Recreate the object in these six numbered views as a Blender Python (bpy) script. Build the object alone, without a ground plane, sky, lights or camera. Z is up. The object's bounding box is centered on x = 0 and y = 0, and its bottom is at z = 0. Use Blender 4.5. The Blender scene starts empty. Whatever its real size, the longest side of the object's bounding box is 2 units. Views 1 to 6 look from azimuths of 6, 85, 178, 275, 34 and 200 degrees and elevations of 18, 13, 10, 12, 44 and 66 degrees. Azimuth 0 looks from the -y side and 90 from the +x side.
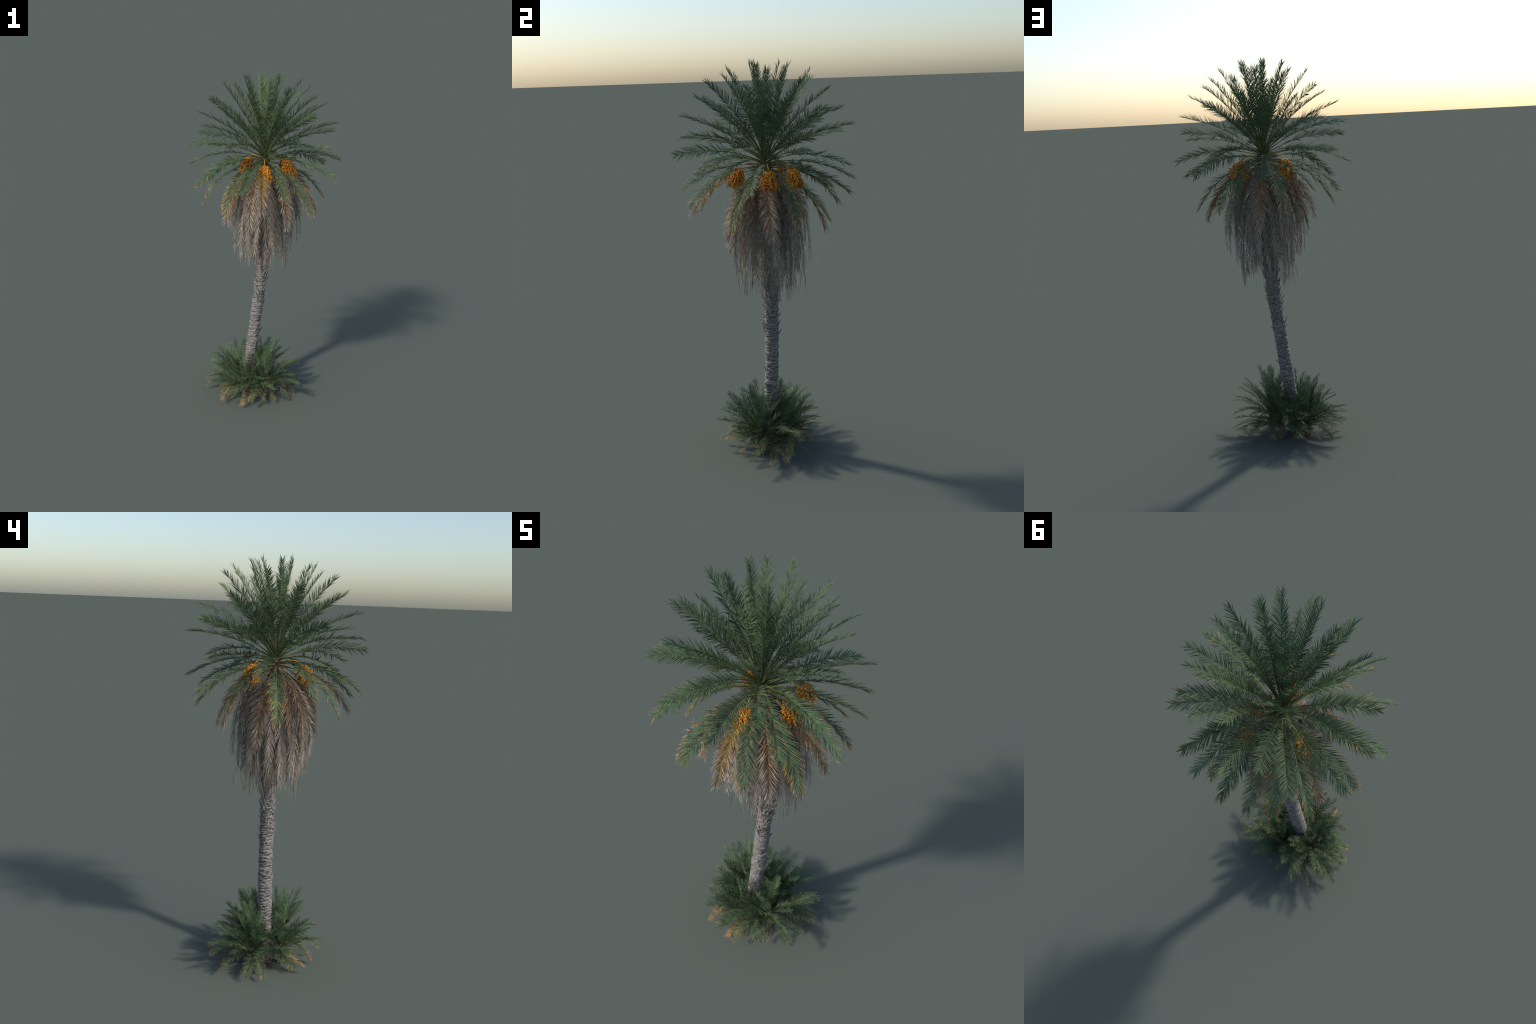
import bpy, math, random
import numpy as np
from mathutils import Vector, Matrix

# ------------------------------------------------------------------ helpers
rng = np.random.default_rng(20240611)
COL = bpy.context.scene.collection
UP = np.array([0.0, 0.0, 1.0])
GOLDEN = 137.508


def unit(v):
    v = np.asarray(v, float)
    return v / (np.linalg.norm(v, axis=-1, keepdims=True) + 1e-12)


def add_object(name, mesh, parent=None):
    ob = bpy.data.objects.new(name, mesh)
    COL.objects.link(ob)
    if parent is not None:
        ob.parent = parent
    return ob


def make_mesh(name, verts, faces, mats, mat_ids=None, smooth=False):
    me = bpy.data.meshes.new(name)
    me.from_pydata(np.asarray(verts, float).tolist(), [], faces)
    for m in mats:
        me.materials.append(m)
    if mat_ids is not None:
        me.polygons.foreach_set("material_index", np.asarray(mat_ids, dtype=np.int32))
    if smooth:
        me.polygons.foreach_set("use_smooth", np.ones(len(me.polygons), dtype=bool))
    me.update()
    return me


# ------------------------------------------------------------------ materials
def material(name, dark, mid, light, scale=60.0, stretch=(1, 1, 1), rough=0.6, spec=0.3,
             vary=0.15, translucent=0.0, bump=0.0, bump_scale=400.0):
    """Noise on object coordinates drives a three colour ramp; each object is also
    made a little lighter or darker through Object Info > Random."""
    m = bpy.data.materials.new(name)
    m.use_nodes = True
    nt = m.node_tree
    nt.nodes.clear()
    N, L = nt.nodes.new, nt.links.new
    out = N("ShaderNodeOutputMaterial")
    bsdf = N("ShaderNodeBsdfPrincipled")
    bsdf.inputs["Roughness"].default_value = rough
    bsdf.inputs["Specular IOR Level"].default_value = spec
    tc = N("ShaderNodeTexCoord")
    mp = N("ShaderNodeMapping")
    mp.inputs["Scale"].default_value = stretch
    L(tc.outputs["Object"], mp.inputs["Vector"])
    no = N("ShaderNodeTexNoise")
    no.inputs["Scale"].default_value = scale
    no.inputs["Detail"].default_value = 4.0
    no.inputs["Roughness"].default_value = 0.65
    L(mp.outputs["Vector"], no.inputs["Vector"])
    ramp = N("ShaderNodeValToRGB")
    cr = ramp.color_ramp
    cr.elements[0].position, cr.elements[1].position = 0.3, 0.7
    cr.elements[0].color = (*dark, 1)
    cr.elements[1].color = (*light, 1)
    e = cr.elements.new(0.5)
    e.color = (*mid, 1)
    L(no.outputs["Fac"], ramp.inputs["Fac"])
    oi = N("ShaderNodeObjectInfo")
    mr = N("ShaderNodeMapRange")
    mr.inputs["To Min"].default_value = 1.0 - vary
    mr.inputs["To Max"].default_value = 1.0 + vary
    L(oi.outputs["Random"], mr.inputs["Value"])
    mul = N("ShaderNodeVectorMath")
    mul.operation = "SCALE"
    L(ramp.outputs["Color"], mul.inputs[0])
    L(mr.outputs["Result"], mul.inputs["Scale"])
    L(mul.outputs["Vector"], bsdf.inputs["Base Color"])
    if bump > 0:
        n2 = N("ShaderNodeTexNoise")
        n2.inputs["Scale"].default_value = bump_scale
        n2.inputs["Detail"].default_value = 5.0
        L(mp.outputs["Vector"], n2.inputs["Vector"])
        b = N("ShaderNodeBump")
        b.inputs["Strength"].default_value = bump
        b.inputs["Distance"].default_value = 0.003
        L(n2.outputs["Fac"], b.inputs["Height"])
        L(b.outputs["Normal"], bsdf.inputs["Normal"])
    if translucent > 0:
        tr = N("ShaderNodeBsdfTranslucent")
        L(mul.outputs["Vector"], tr.inputs["Color"])
        mx = N("ShaderNodeMixShader")
        mx.inputs["Fac"].default_value = translucent
        L(bsdf.outputs["BSDF"], mx.inputs[1])
        L(tr.outputs["BSDF"], mx.inputs[2])
        L(mx.outputs["Shader"], out.inputs["Surface"])
    else:
        L(bsdf.outputs["BSDF"], out.inputs["Surface"])
    return m


M_GREEN = material("green_leaflet", (.062, .101, .048), (.096, .147, .072), (.137, .194, .100), 25, rough=.68, spec=.16, vary=.18, translucent=.08)
M_TIP = material("yellowing_leaflet", (.36, .17, .025), (.52, .26, .035), (.60, .34, .07), 40, rough=.6, vary=.12, translucent=.08)
M_BROWN = material("brown_leaflet", (.16, .09, .045), (.27, .16, .085), (.36, .23, .13), 45, rough=.75, spec=.15, vary=.15)
M_DRY = material("dry_leaflet", (.178, .147, .117), (.307, .253, .20), (.425, .355, .29), 40, rough=.85, spec=.1, vary=.22)
M_STALK = material("green_stalk", (.068, .084, .030), (.104, .120, .044), (.15, .155, .062), 30, rough=.5, vary=.12)
M_AMBER = material("amber_leaflet", (.20, .13, .035), (.30, .19, .045), (.40, .26, .07), 40, rough=.65, vary=.1)
M_STALK_OLD = material("yellow_stalk", (.13, .105, .04), (.19, .15, .06), (.26, .20, .09), 30, rough=.6, vary=.12)
M_STALK_DRY = material("dry_stalk", (.15, .13, .115), (.23, .20, .18), (.31, .27, .245), 40, rough=.85, spec=.15, vary=.15)
M_BARK = material("trunk_bark", (.05, .043, .040), (.10, .087, .081), (.15, .132, .122), 70, (1, 1, .5), rough=.9, spec=.1, vary=0, bump=.6)
M_SCAR = material("leaf_scar_bark", (.095, .085, .078), (.187, .168, .154), (.292, .264, .242), 90, (1, 1, .4), rough=.9, spec=.1, vary=.22, bump=.5)
M_BOOT = material("leaf_base", (.15, .135, .124), (.235, .212, .196), (.32, .289, .268), 60, (1, 1, .3), rough=.9, spec=.1, vary=.2, bump=.4)
M_SHAFT = material("crown_fibre", (.085, .055, .035), (.16, .11, .075), (.24, .175, .125), 90, (1, 1, .3), rough=.9, spec=.1, vary=.1, bump=.5)
M_STEM = material("offshoot_stem", (.06, .05, .042), (.11, .092, .078), (.17, .145, .12), 80, rough=.9, spec=.1, vary=.1, bump=.5)
M_DATE = [material("ripe_date", (.66, .25, .010), (.80, .34, .014), (.88, .43, .03), 90, rough=.32, spec=.5, vary=.08),
          material("amber_date", (.58, .18, .008), (.70, .25, .010), (.78, .31, .014), 90, rough=.32, spec=.5, vary=.08),
          material("red_date", (.40, .055, .014), (.55, .09, .018), (.64, .13, .02), 90, rough=.32, spec=.5, vary=.08)]
M_STRAND = material("date_strand", (.30, .17, .025), (.42, .24, .035), (.52, .31, .05), 60, rough=.5, vary=.1)


# ------------------------------------------------------------------ generic parts
def tube(points, radii, seg=6, squash=None):
    """Verts and faces of a tapered tube along points."""
    P = np.asarray(points, float)
    n = len(P)
    T = unit(np.gradient(P, axis=0))
    ref = np.array([0.31, 0.87, 0.38])
    S = unit(np.cross(T, ref))
    B = np.cross(T, S)
    a = np.linspace(0, 2 * np.pi, seg, endpoint=False)
    r = np.asarray(radii, float)[:, None, None]
    V = P[:, None] + r * (np.cos(a)[None, :, None] * S[:, None] + np.sin(a)[None, :, None] * B[:, None])
    F = []
    for i in range(n - 1):
        for j in range(seg):
            k = (j + 1) % seg
            F.append((i * seg + j, i * seg + k, (i + 1) * seg + k, (i + 1) * seg + j))
    F.append(tuple(range(seg - 1, -1, -1)))
    F.append(tuple((n - 1) * seg + j for j in range(seg)))
    return V.reshape(-1, 3), F


def frond_stalk(P, S, N, width, thick):
    """Rachis: a flattened five sided bar, channelled side up."""
    n = len(P)
    prof = np.array([(-.5, .35), (0, .12), (.5, .35), (.36, -.4), (-.36, -.4)])
    V = P[:, None] + prof[None, :, :1] * width[:, None, None] * S[:, None] + prof[None, :, 1:] * thick[:, None, None] * N[:, None]
    F = []
    for i in range(n - 1):
        for j in range(5):
            k = (j + 1) % 5
            F.append((i * 5 + j, i * 5 + k, (i + 1) * 5 + k, (i + 1) * 5 + j))
    F.append((4, 3, 2, 1, 0))
    F.append(tuple((n - 1) * 5 + j for j in range(5)))
    return V.reshape(-1, 3), F


STATION = np.array([0.0, .14, .38, .64, .84])
WIDTH = np.array([.45, .92, 1.0, .78, .42])


def blades(O, D, A, L, W, sag, curl):
    """Many keeled leaflets at once: three-sided blades that taper to a point.
    O origin, D direction, A width axis, L length, W width, sag droop along -z, curl sideways."""
    m = len(O)
    ns = len(STATION)
    K = unit(np.cross(D, A))
    t = np.append(STATION, 1.0)
    C = O[:, None] + D[:, None] * (L[:, None] * t)[..., None]
    C = C - UP * (sag * L)[:, None, None] * (t ** 2)[None, :, None]
    C = C + K[:, None] * (curl * L)[:, None, None] * (t ** 2)[None, :, None]
    w = W[:, None] * WIDTH
    V = np.empty((m, ns * 3 + 1, 3))
    V[:, 0:ns * 3:3] = C[:, :ns] - A[:, None] * w[..., None] * .5 + K[:, None] * w[..., None] * .16
    V[:, 1:ns * 3:3] = C[:, :ns] + A[:, None] * w[..., None] * .5 + K[:, None] * w[..., None] * .16
    V[:, 2:ns * 3:3] = C[:, :ns] - K[:, None] * w[..., None] * .16
    V[:, -1] = C[:, -1]
    base = [(0, 2, 1)]
    seg = [-1]
    for s in range(ns - 1):
        b = s * 3
        for i, j in ((0, 1), (1, 2), (2, 0)):
            base.append((b + i, b + j, b + 3 + j, b + 3 + i))
            seg.append(s)
    b = (ns - 1) * 3
    for i, j in ((0, 1), (1, 2), (2, 0)):
        base.append((b + i, b + j, ns * 3))
        seg.append(ns - 1)
    step = ns * 3 + 1
    F = [tuple(q + k * step for q in f) for k in range(m) for f in base]
    return V.reshape(-1, 3), F, np.array(seg)


def bezier(ctrl, t):
    c = np.asarray(ctrl, float)
    t = np.asarray(t)[:, None]
    if len(c) == 3:
        return (1 - t) ** 2 * c[0] + 2 * t * (1 - t) * c[1] + t ** 2 * c[2]
    return (1 - t) ** 3 * c[0] + 3 * t * (1 - t) ** 2 * c[1] + 3 * t ** 2 * (1 - t) * c[2] + t ** 3 * c[3]


def build_frond(name, parent, ctrl, az, pairs, leaf_len, leaf_w, stalk_w, mats, stalk_mat, age=0.0,
                hang=0.0, messy=0.0, start=.17, vee=28.0, roll=0.0, joined=False, origin=None, widen=1.0):
    """A pinnate frond: rachis along a curve and two ranks of keeled leaflets set in a V.
    age 0..1 browns the leaflets from the tip inwards, hang pulls them down."""
    n = 26
    ts = np.linspace(0, 1, n)
    P = bezier(ctrl, ts)
    T = unit(np.gradient(P, axis=0))
    side = np.array([-math.sin(az), math.cos(az), 0.0])
    S = unit(side - T * (T @ side)[:, None])
    Nn = np.cross(T, S)
    rl = math.radians(roll) * ts[:, None]
    S, Nn = S * np.cos(rl) + Nn * np.sin(rl), Nn * np.cos(rl) - S * np.sin(rl)
    o = P[0] if origin is None else np.asarray(origin, float)
    w = stalk_w * (np.exp(-ts * 9) * .8 + (1 - ts) * .55 + .13)
    SV, SF = frond_stalk(P - o, S, Nn, w, w * .75)
    # leaflets ---------------------------------------------------------------
    m = pairs * 2
    k = np.arange(m) // 2
    sgn = np.where(np.arange(m) % 2 == 0, 1.0, -1.0)
    s = start + (0.985 - start) * ((k + .5 + rng.normal(0, .18, m)) / pairs)
    s = np.clip(s, start, .99)
    x = s * (n - 1)
    i0 = np.clip(x.astype(int), 0, n - 2)
    f = (x - i0)[:, None]
    lerp = lambda Q: Q[i0] * (1 - f) + Q[i0 + 1] * f
    p, Tt, Ss, Nt = lerp(P), unit(lerp(T)), unit(lerp(S)), unit(lerp(Nn))
    u = (s - start) / (1 - start)
    length = leaf_len * np.interp(u, [0, .12, .35, .6, .85, 1], [.30, .72, 1.0, .97, .76, .55]) * rng.uniform(.9, 1.08, m)
    ang = np.radians(np.interp(u, [0, .2, .6, .9, 1], [64, 53, 44, 34, 22]) * widen + rng.normal(0, 5 + 16 * messy, m))
    # leaflets come in loose groups that stand at different angles from the blade's plane
    grp = (k // 3)
    gv = rng.normal(0, 12, pairs + 3)
    lift = np.radians(vee + gv[(grp + (sgn > 0) * 7) % len(gv)] + rng.normal(0, 9 + 16 * messy, m))
    lat = sgn[:, None] * Ss * np.cos(lift)[:, None] + Nt * np.sin(lift)[:, None]
    D = unit(Tt * np.cos(ang)[:, None] + lat * np.sin(ang)[:, None])
    h = hang * rng.uniform(.55, 1.25, m)
    D = unit(D - UP * h[:, None])
    A = unit(np.cross(D, sgn[:, None] * Nt + rng.normal(0, .25 + .6 * messy, (m, 3))))
    W = leaf_w * rng.uniform(.8, 1.15, m) * np.interp(u, [0, .15, 1], [.6, 1, .75])
    sag = rng.uniform(.02, .12, m) + .25 * hang
    curl = rng.normal(.03, .05 + .12 * messy, m)
    LV, LF, seg = blades(p - o + D * .001, D, A, length, W, sag, curl)
    # segments beyond the dying edge take the second material, dead ends the third
    edge = 5.6 - age * 5.2 * (0.55 + .75 * u) + rng.normal(0, .55, m) - np.where(rng.random(m) < age * .12, 2, 0)
    edge2 = edge + 2.6 - age * 2.2 + rng.normal(0, .5, m)
    sid = np.maximum(seg, 0)
    mid = (sid[None, :] >= edge[:, None]).astype(int) + (sid[None, :] >= edge2[:, None]).astype(int)
    if joined:
        V = np.vstack([SV, LV])
        q = len(SV)
        F = SF + [tuple(a + q for a in g) for g in LF]
        ids = np.concatenate([np.full(len(SF), 3), mid.ravel()])
        fr = add_object(name, make_mesh(name, V, F, mats + [stalk_mat], ids), parent)
        fr.location = Vector(o)
    else:
        fr = add_object(name, make_mesh(name, SV, SF, [stalk_mat], smooth=False), parent)
        fr.location = Vector(o)
        lf = add_object("leaflets", make_mesh("leaflets", LV, LF, mats, mid.ravel()), fr)
        lf["kind"] = "stuff"
    return fr


# ------------------------------------------------------------------ the tree
palm = bpy.data.objects.new("date_palm", None)
COL.objects.link(palm)
palm["label"] = "leaning date palm with dry frond skirt and base offshoots"
palm["category"] = "palm tree"

# leaning trunk: centre line (x, y) by height
ZS = np.array([-.01, .10, .20, .30, .40, .50, .60, .70, .80, .90, 1.0, 1.2, 1.4, 1.56])
XS = np.array([-.113, -.103, -.092, -.081, -.069, -.056, -.045, -.033, -.023, -.016, -.011, -.007, -.007, -.008])
YS = np.array([-.012, -.006, -.002, .003, .008, .011, .012, .013, .014, .016, .017, .013, .008, .005])


def axis(z):
    z = np.asarray(z, float)
    return np.stack([np.interp(z, ZS, XS), np.interp(z, ZS, YS), z], -1)


def core_radius(z):
    return np.interp(z, [0, .03, .12, .9, 1.1, 1.42, 1.52, 1.57], [.037, .034, .0295, .0285, .028, .026, .019, .008])


def build_trunk():
    nz, na = 260, 48
    zz = np.linspace(0.0, 1.565, nz)
    C = axis(zz)
    a = np.linspace(0, 2 * np.pi, na, endpoint=False)
    r = core_radius(zz)[:, None] + .0012 * np.sin(a[None] * 5 + zz[:, None] * 190) + rng.normal(0, .0007, (nz, na))
    V = C[:, None].repeat(na, 1).copy()
    V[..., 0] += r * np.cos(a)
    V[..., 1] += r * np.sin(a)
    F = []
    for i in range(nz - 1):
        for j in range(na):
            k = (j + 1) % na
            F.append((i * na + j, i * na + k, (i + 1) * na + k, (i + 1) * na + j))
    F.append(tuple(range(na - 1, -1, -1)))
    F.append(tuple((nz - 1) * na + j for j in range(na)))
    zf = np.array([zz[i] for i in range(nz - 1) for _ in range(na)] + [0, 1.56])
    ids = (zf > 1.45).astype(int)
    return add_object("trunk", make_mesh("trunk", V.reshape(-1, 3), F, [M_BARK, M_SHAFT], ids, smooth=True), palm)


trunk = build_trunk()


def scar_mesh(i):
    """One worn leaf base: a ragged shelf wrapped on the trunk, flaring outward to its broken top."""
    g = np.random.default_rng(100 + i)
    nx = 11
    hw = g.uniform(.0180, .0255)
    rad = .0285
    x = np.linspace(-1, 1, nx)
    prof = [(-.006, -.0078), (.0010, -.0072), (.0060, -.0046), (.0070, -.0012), (.0050, .0036), (.0012, .0068), (-.006, .0078)]
    V = []
    soft = lambda v: np.convolve(np.pad(v, 1, mode='edge'), [.3, .4, .3], 'valid')
    tooth = soft(g.normal(0, .0022, nx))
    out = soft(g.normal(0, .0014, nx))
    for pi, (d, z) in enumerate(prof):
        for xi, xx in enumerate(x):
            th = xx * hw / rad * (.8 if pi < 2 else 1.0)
            flare = d * (1 - .5 * xx * xx) + (out[xi] if 0 < pi < 6 else 0)
            zz = z * (1 - .28 * abs(xx)) + (tooth[xi] if pi in (1, 2, 3) else 0) + (.0028 * xx * xx if pi < 2 else 0) + g.normal(0, .0003)
            V.append(((rad + flare) * math.cos(th) - rad, (rad + flare) * math.sin(th), zz))
    F = []
    for pi in range(len(prof) - 1):
        for xi in range(nx - 1):
            F.append((pi * nx + xi, pi * nx + xi + 1, (pi + 1) * nx + xi + 1, (pi + 1) * nx + xi))
    F.append(tuple(pi * nx for pi in range(len(prof))))
    F.append(tuple(pi * nx + nx - 1 for pi in reversed(range(len(prof)))))
    return make_mesh("leaf_scar", V, F, [M_SCAR])


def boot_mesh(i):
    """A cut frond stub: flat tapering petiole standing off the trunk."""
    g = np.random.default_rng(300 + i)
    ln = g.uniform(.028, .054)
    w0, w1 = g.uniform(.014, .020), g.uniform(.005, .008)
    tilt = math.radians(g.uniform(10, 30))
    rows = 6
    V = []
    for r in range(rows):
        t = r / (rows - 1)
        wd = (w0 * (1 - t) ** 1.6 + w1 * (1 - (1 - t) ** 1.6)) * .5
        th = .0042 * (1 - t) + .0024
        cx = math.sin(tilt) * ln * t * (.5 + .5 * t) - .002
        cz = math.cos(tilt) * ln * t - .006
        skew = g.normal(0, .0006)
        for (a, b) in ((-1, -.5), (-.55, .5), (.55, .5), (1, -.5), (0, -.8)):
            cut = (.003 * a if r == rows - 1 else 0)
            V.append((cx + b * th, a * wd + skew, cz + cut))
    F = []
    for r in range(rows - 1):
        for j in range(5):
            k = (j + 1) % 5
            F.append((r * 5 + j, r * 5 + k, (r + 1) * 5 + k, (r + 1) * 5 + j))
    F.append((4, 3, 2, 1, 0))
    F.append(tuple((rows - 1) * 5 + j for j in range(5)))
    return make_mesh("leaf_base", V, F, [M_BOOT])


def trunk_matrix(z, ang, off, tilt=0.0, twist=0.0, scale=1.0):
    c = axis(z)
    t = unit(axis(z + .02) - axis(z - .02)) if z > .02 else unit(axis(.04) - axis(0.0))
    n = np.array([math.cos(ang), math.sin(ang), 0.0])
    n = unit(n - t * (n @ t))
    b = np.cross(t, n)
    R = Matrix(np.column_stack([n, b, t]).tolist()).to_4x4()
    loc = c + n * off
    return Matrix.Translation(Vector(loc)) @ R @ Matrix.Rotation(tilt, 4, "Y") @ Matrix.Rotation(twist, 4, "X") @ Matrix.Diagonal((scale, scale, scale, 1))


def build_trunk_cover():
    scars = [scar_mesh(i) for i in range(10)]
    boots = [boot_mesh(i) for i in range(10)]
    rise = .0022
    loose_v, loose_f, count = [], [], 0
    k, named = 0, 0
    z = .012
    while z < 1.46:
        a = math.radians(k * GOLDEN) + rng.normal(0, .06)
        zz = z + rng.normal(0, .0012)
        r = float(core_radius(zz)) - .0008
        sc = rng.uniform(.8, 1.25)
        r += rng.normal(0, .0009)
        M = trunk_matrix(zz, a, r, rng.normal(0, .10), rng.normal(0, .10), sc)
        me = scars[int(rng.integers(10))]
        if .27 < zz < .84 and named < 300:
            ob = add_object("leaf_scar", me, trunk)
            ob.matrix_world = M
            named += 1
        else:
            q = len(loose_v)
            loose_v += [tuple(M @ v.co) for v in me.vertices]
            loose_f += [tuple(i + q for i in p.vertices) for p in me.polygons]
        # stubs of cut fronds get commoner towards the crown
        p = np.interp(zz, [.50, .62, .72, .80, .95, 1.46], [.03, .10, .38, .60, .5, .35])
        if rng.random() < p:
            ob = add_object("leaf_base", boots[int(rng.integers(10))], trunk)
            ob.matrix_world = trunk_matrix(zz, a, r + .0045, rng.normal(.03, .06), rng.normal(0, .1), rng.uniform(.8, 1.15))
        k += 1
        z += rise
    o = add_object("worn_leaf_scars", make_mesh("worn_leaf_scars", loose_v, loose_f, [M_SCAR]), trunk)
    o["kind"] = "stuff"


build_trunk_cover()

# ------------------------------------------------------------------ green crown
# Fronds follow a golden-angle spiral from upright spears down to drooping old leaves.
# Natural wander of each frond from the spiral: (azimuth, elevation) in degrees, frond -8 upward.
WANDER = [(0, 0), (6, 1), (-5, 1), (-2, 1), (-1, 0), (-1, -1), (9, -3), (-4, 0), (0, -2), (1, -2), (0, -1), (-1, -2), (1, 0), (0, -4),
          (0, -1), (-2, 2), (1, -2), (0, -2), (0, -1), (1, -2), (-2, -4), (1, -1), (0, 1), (-2, -5), (2, 1), (-6, -1), (-1, 3), (1, 1),
          (0, -3), (1, 2), (1, -1), (-2, 1), (2, 0), (-3, 2), (-1, 2), (1, 2), (1, 5), (1, 2), (0, 4), (-1, -6), (-1, 4), (-1, 1),
          (1, -1), (1, -4), (-1, -7), (-1, 5), (0, 2), (0, 1), (-3, -4), (0, -6), (1, 4), (2, 2), (0, 2), (0, 0), (1, 1), (1, -7),
          (-1, -3), (-1, 1), (2, -5), (0, 0), (-1, 3), (1, 7), (2, -1), (2, -2), (-3, -1), (0, 5)]
# fronds whose blade is turned clearly to one side (degrees about the rachis)
FACING = {22: -48, 30: -45, 12: 32, 25: 35, 20: 62, 33: 28}
HEART = np.array([-.008, .005, 1.53])


def sph(az, el):
    return np.array([math.cos(az) * math.cos(el), math.sin(az) * math.cos(el), math.sin(el)])


def crown():
    for i, (da, de) in enumerate(WANDER + [(2, 1), (-3, -1), (1, 2), (-2, 0), (3, -2), (0, 1)]):
        n = i - 8
        if n == -8:
            continue
        az = math.radians(-GOLDEN * n + da)
        eld = 66 - 2.05 * n + de - (6 if n > 55 else 0)
        el = math.radians(eld)
        reach = np.interp(eld, [-50, -30, 0, 30, 60, 80], [.475, .463, .455, .461, .481, .472])
        tip = HEART + sph(az, el) * (reach - .019)
        zb = np.interp(n, [-8, 10, 32, 57], [1.545, 1.535, 1.51, 1.465])
        rad = np.array([math.cos(az), math.sin(az), 0])
        base = axis(zb) + rad * np.interp(n, [-8, 10, 57], [.006, .013, .022])
        chord = tip - base
        L = np.linalg.norm(chord)
        side = np.array([-math.sin(az), math.cos(az), 0])
        nrm = np.cross(unit(chord), side)
        sag = L * np.interp(eld, [-50, -20, 10, 50, 80], [.15, .115, .085, .045, .02]) * rng.uniform(.8, 1.2)
        if n in (20, 33, 41):  # held lower by the fruit that hangs over them
            sag *= .45
        mid = base + chord * .5 + nrm * sag * 2 + side * rng.normal(0, .008)
        age = float(np.interp(n, [-8, 8, 22, 36, 46, 57], [.0, .03, .10, .22, .40, .55])) + rng.normal(0, .035)
        mats, dead = [M_GREEN, M_TIP, M_BROWN], n > 53
        if n == 53:
            mats, age = [M_AMBER, M_BROWN, M_DRY], .78
        if dead:
            mats, age = [M_BROWN, M_BROWN, M_DRY] if n < 58 else [M_BROWN, M_DRY, M_DRY], .72 if n < 60 else .95
        leaf = float(np.interp(n, [-8, 4, 14], [.054, .063, .069]))
        old = M_STALK if n < 46 else M_STALK_OLD
        build_frond("dead_frond" if dead else "frond", palm, [base, mid, tip], az, 68, leaf, .0037, .0088, mats, old,
                    age=max(age, 0), hang=float(np.interp(n, [0, 30, 57], [0, .06, .16])), roll=FACING.get(n, rng.normal(-14, 25)), start=.23, messy=.2 if dead else 0.0,
                    vee=float(np.interp(n, [-8, 20, 57], [36, 25, 18])))


crown()


# ------------------------------------------------------------------ skirt of dead fronds
def skirt():
    first, last = 64, 120
    for n in range(first, last):
        q = (n - first) / (last - first)
        az = math.radians(-GOLDEN * n + rng.normal(0, 6))
        rad = np.array([math.cos(az), math.sin(az), 0])
        zb = 1.455 - .15 * q + rng.normal(0, .01)
        R = np.interp(q, [0, .15, .35, .65, 1], [.205, .195, .18, .145, .085]) * rng.uniform(.9, 1.08)
        zt = np.interp(q, [0, .12, .4, 1], [1.09, 1.05, .985, .885]) + rng.normal(0, .042)
        b = axis(zb) + rad * .024
        c = np.array([axis(zb)[0], axis(zb)[1], 0])
        ctrl = [b, c + rad * R * .5 + UP * (zb + .012), c + rad * R * 1.06 + UP * (zb - .14), c + rad * R * .97 + UP * zt]
        mats = [M_BROWN, M_DRY, M_DRY] if rng.random() < .25 - q * .3 else [M_DRY, M_DRY, M_DRY]
        build_frond("dead_frond", palm, ctrl, az, 68, .068, .0028, .0080, mats, M_STALK_DRY,
                    age=.7, hang=.16 + .35 * q, messy=.15 + .3 * q, start=.22, vee=6, roll=rng.normal(0, 22), widen=.82)
    # long torn strands that hang below the fringe
    m = 130
    a = rng.uniform(0, 2 * np.pi, m)
    r = np.sqrt(rng.uniform(.03, 1, m)) * .175
    z = rng.uniform(.93, 1.06, m)
    O = axis(z) + np.stack([np.cos(a) * r, np.sin(a) * r, np.zeros(m)], -1)
    D = unit(-UP + rng.normal(0, .12, (m, 3)))
    A = unit(np.cross(D, rng.normal(0, 1, (m, 3))))
    L = rng.uniform(.06, .15, m)
    V, F, seg = blades(O, D, A, L, rng.uniform(.0018, .003, m), np.zeros(m), rng.normal(0, .12, m))
    w = add_object("dry_strands", make_mesh("dry_strands", V, F, [M_DRY]), palm)
    w["kind"] = "stuff"


skirt()


# ------------------------------------------------------------------ date bunches
def unit_ball():
    import bmesh
    bm = bmesh.new()
    bmesh.ops.create_icosphere(bm, subdivisions=2, radius=1.0)
    V = np.array([v.co[:] for v in bm.verts])
    F = [tuple(v.index for v in f.verts) for f in bm.faces]
    bm.free()
    return V, F


BALL_V, BALL_F = unit_ball()


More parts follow.
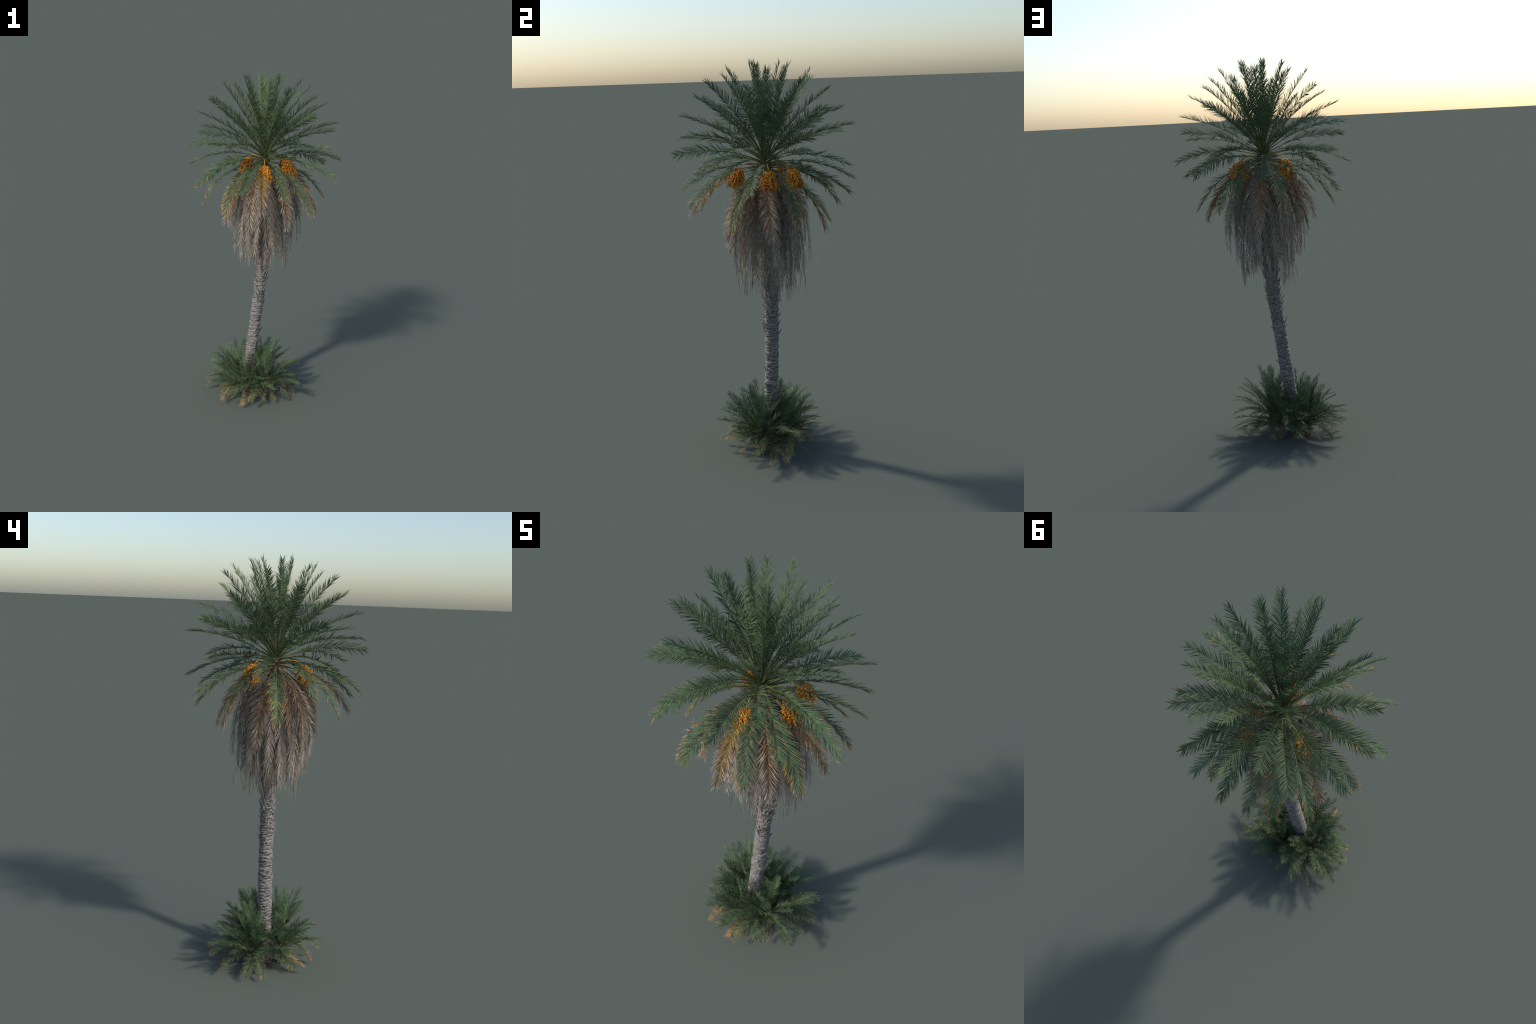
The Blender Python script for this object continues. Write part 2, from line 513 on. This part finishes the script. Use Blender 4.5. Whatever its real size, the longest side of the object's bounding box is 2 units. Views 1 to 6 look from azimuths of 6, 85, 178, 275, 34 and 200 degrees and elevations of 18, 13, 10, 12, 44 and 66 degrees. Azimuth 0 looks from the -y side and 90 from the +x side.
def date_bunch(centre, size, seed):
    g = np.random.default_rng(seed)
    c = np.asarray(centre, float)
    ax = axis(1.49)
    rad = np.array([c[0] - ax[0], c[1] - ax[1], 0.0])
    dist = np.linalg.norm(rad)
    rad = rad / dist
    top = c + UP * .042 * size - rad * .02
    base = axis(1.485) + rad * .018
    ctrl = [base, base + rad * dist * .35 + UP * .03, top - rad * .02 + UP * .022, top]
    V, F = tube(bezier(ctrl, np.linspace(0, 1, 14)), np.linspace(.0036, .0024, 14), 6)
    stalk = add_object("date_bunch", make_mesh("date_bunch", V, F, [M_STRAND], smooth=True), palm)
    DV, DF, DM = [], [], []
    SV, SF = [], []
    q = sq = 0
    nst = 52
    for s in range(nst):
        # each strand falls from the stalk's end through the bunch
        a = s * math.radians(GOLDEN) + g.normal(0, .2)
        sp = math.sqrt((s + .5) / nst)
        R = .047 * size * sp
        low = -(.054 - .026 * sp ** 2.2) * size + g.normal(0, .006)
        end = c + rad * .006 + np.array([math.cos(a) * R, math.sin(a) * R, low])
        knee = top + (end - top) * .35 + np.array([math.cos(a), math.sin(a), 0]) * R * .40 + UP * .012 * sp
        t = np.linspace(0, 1, 9)
        path = bezier([top, knee, end], t)
        v, f = tube(path, np.full(9, .0007), 4)
        SV.append(v)
        SF += [tuple(i + sq for i in ff) for ff in f]
        sq += len(v)
        for tt in np.linspace(.24, 1.0, 12):
            p = bezier([top, knee, end], [tt])[0] + g.normal(0, .0032, 3)
            d = unit(g.normal(0, .55, 3) - UP * 1.0)
            e1 = unit(np.cross(d, [.3, .8, .1]))
            e2 = np.cross(d, e1)
            r = g.uniform(.0028, .0036)
            ln = r * g.uniform(1.25, 1.6)
            DV.append(p + BALL_V[:, :1] * r * e1 + BALL_V[:, 1:2] * r * e2 + BALL_V[:, 2:] * ln * d)
            DF += [tuple(i + q for i in ff) for ff in BALL_F]
            DM += [int(g.choice(3, p=[.52, .34, .14]))] * len(BALL_F)
            q += len(BALL_V)
    st = add_object("date_strands", make_mesh("date_strands", np.vstack(SV), SF, [M_STRAND]), stalk)
    st["kind"] = "stuff"
    dt = add_object("dates", make_mesh("dates", np.vstack(DV), DF, M_DATE, DM, smooth=True), stalk)
    dt["kind"] = "stuff"


for i, (c, s) in enumerate([((.004, -.140, 1.444), 1.0), ((.132, .008, 1.437), 1.04), ((.114, .131, 1.446), 1.0), ((-.122, .108, 1.449), .98)]):
    date_bunch(c, s, 40 + i)

# ------------------------------------------------------------------ offshoots at the foot
# each offshoot: heart, then its fronds as (azimuth deg, elevation deg, reach mm)
OFFSHOOTS = [
    ((.02, -.065, .10), [(127, 83, 262), (66, 73, 271), (-6, 55, 248), (-9, 46, 230), (-41, 39, 221), (-34, 29, 243), (29, 27, 267), (-124, 25, 264), (46, 18, 267), (-30, 14, 258), (-130, 5, 288), (-5, -1, 213), (-110, -8, 228), (-142, -9, 270), (91, -10, 279), (61, -12, 272), (-163, -12, 304), (-159, -14, 293), (-127, -18, 248)]),
    ((-.03, .065, .085), [(173, 89, 269), (56, 68, 256), (16, 66, 273), (36, 56, 270), (5, 56, 270), (146, 53, 270), (129, 39, 257), (24, 38, 264), (52, 35, 240), (125, 25, 255), (48, 22, 226), (14, 14, 265), (1, -2, 260), (-87, -3, 270), (117, -3, 232), (134, -5, 271), (-5, -9, 260), (-80, -9, 281), (-67, -10, 273), (-46, -11, 289), (-166, -14, 269), (-22, -15, 255)]),
    ((-.17, .04, .08), [(134, 81, 249), (48, 57, 253), (148, 43, 251), (-112, 41, 276), (114, 39, 247), (-126, 38, 244), (57, 32, 251), (124, 30, 274), (153, 26, 252), (77, 22, 244), (158, 17, 237), (57, 17, 267), (117, 16, 252), (135, 13, 279), (-118, 11, 254), (143, -4, 226), (-105, -8, 276), (129, -14, 204), (176, -10, 215), (-162, -13, 215), (170, 24, 205), (-174, 50, 215)]),
    ((-.115, -.09, .08), [(-124, 85, 252), (-116, 52, 241), (-132, 31, 223), (159, 29, 271), (-36, 13, 270), (157, 9, 283), (-178, 6, 227), (150, -4, 288), (86, -9, 270), (140, -11, 270), (100, 48, 205), (62, 40, 200), (20, 55, 215), (130, 35, 205)]),
]


def offshoots():
    for heart, fronds in OFFSHOOTS:
        h = np.array(heart)
        zz = np.linspace(0, h[2] + .01, 12)
        pts = np.stack([np.full(12, h[0]), np.full(12, h[1]), zz], -1)
        V, F = tube(pts, np.linspace(.019, .010, 12) + rng.normal(0, .0012, 12), 12)
        stem = add_object("offshoot", make_mesh("offshoot", V, F, [M_STEM], smooth=True), palm)
        extra = [(float(rng.uniform(0, 360)), float(rng.uniform(15, 84)), float(rng.uniform(150, 225))) for _ in range(9)]
        extra += [(float(rng.uniform(0, 360)), float(rng.uniform(-12, 15)), float(rng.uniform(110, 175))) for _ in range(5)]
        extra += [(float(rng.uniform(0, 360)), float(rng.uniform(52, 82)), float(rng.uniform(235, 272))) for _ in range(4 if h[1] > -.08 else 1)]
        for j, (azd, eld, mm) in enumerate(list(fronds) + extra):
            az, el = math.radians(azd), math.radians(eld)
            L = mm / 1000.0
            rad = np.array([math.cos(az), math.sin(az), 0])
            base = h + rad * .008 - UP * float(np.interp(eld, [-20, 80], [.035, -.005]))
            tip = h + sph(az, el) * (L - .013)
            tip[2] = max(tip[2], .012)
            chord = tip - base
            side = np.array([-math.sin(az), math.cos(az), 0])
            nrm = np.cross(unit(chord), side)
            sag = L * float(np.interp(eld, [-20, 10, 60, 85], [.15, .11, .05, .02])) * rng.uniform(.8, 1.2)
            mid = base + chord * .5 + nrm * sag * 2 + side * rng.normal(0, .006)
            age = float(np.interp(eld, [-20, -8, 8, 30, 60], [.46, .36, .22, .10, .04])) + rng.normal(0, .06)
            if eld < -7 and rng.random() < .10:
                age = .78
            build_frond("offshoot_frond", stem, [base, mid, tip], az, 48, .047, .0024, .0054, [M_GREEN, M_TIP, M_BROWN],
                        M_STALK if eld > 5 else M_STALK_OLD, age=max(age, 0), hang=float(np.interp(eld, [-20, 40], [.08, 0])), roll=rng.normal(0, 16),
                        start=.2, vee=24, widen=.9, joined=True)


offshoots()

# the lowest point stands on the ground
bpy.context.view_layer.update()
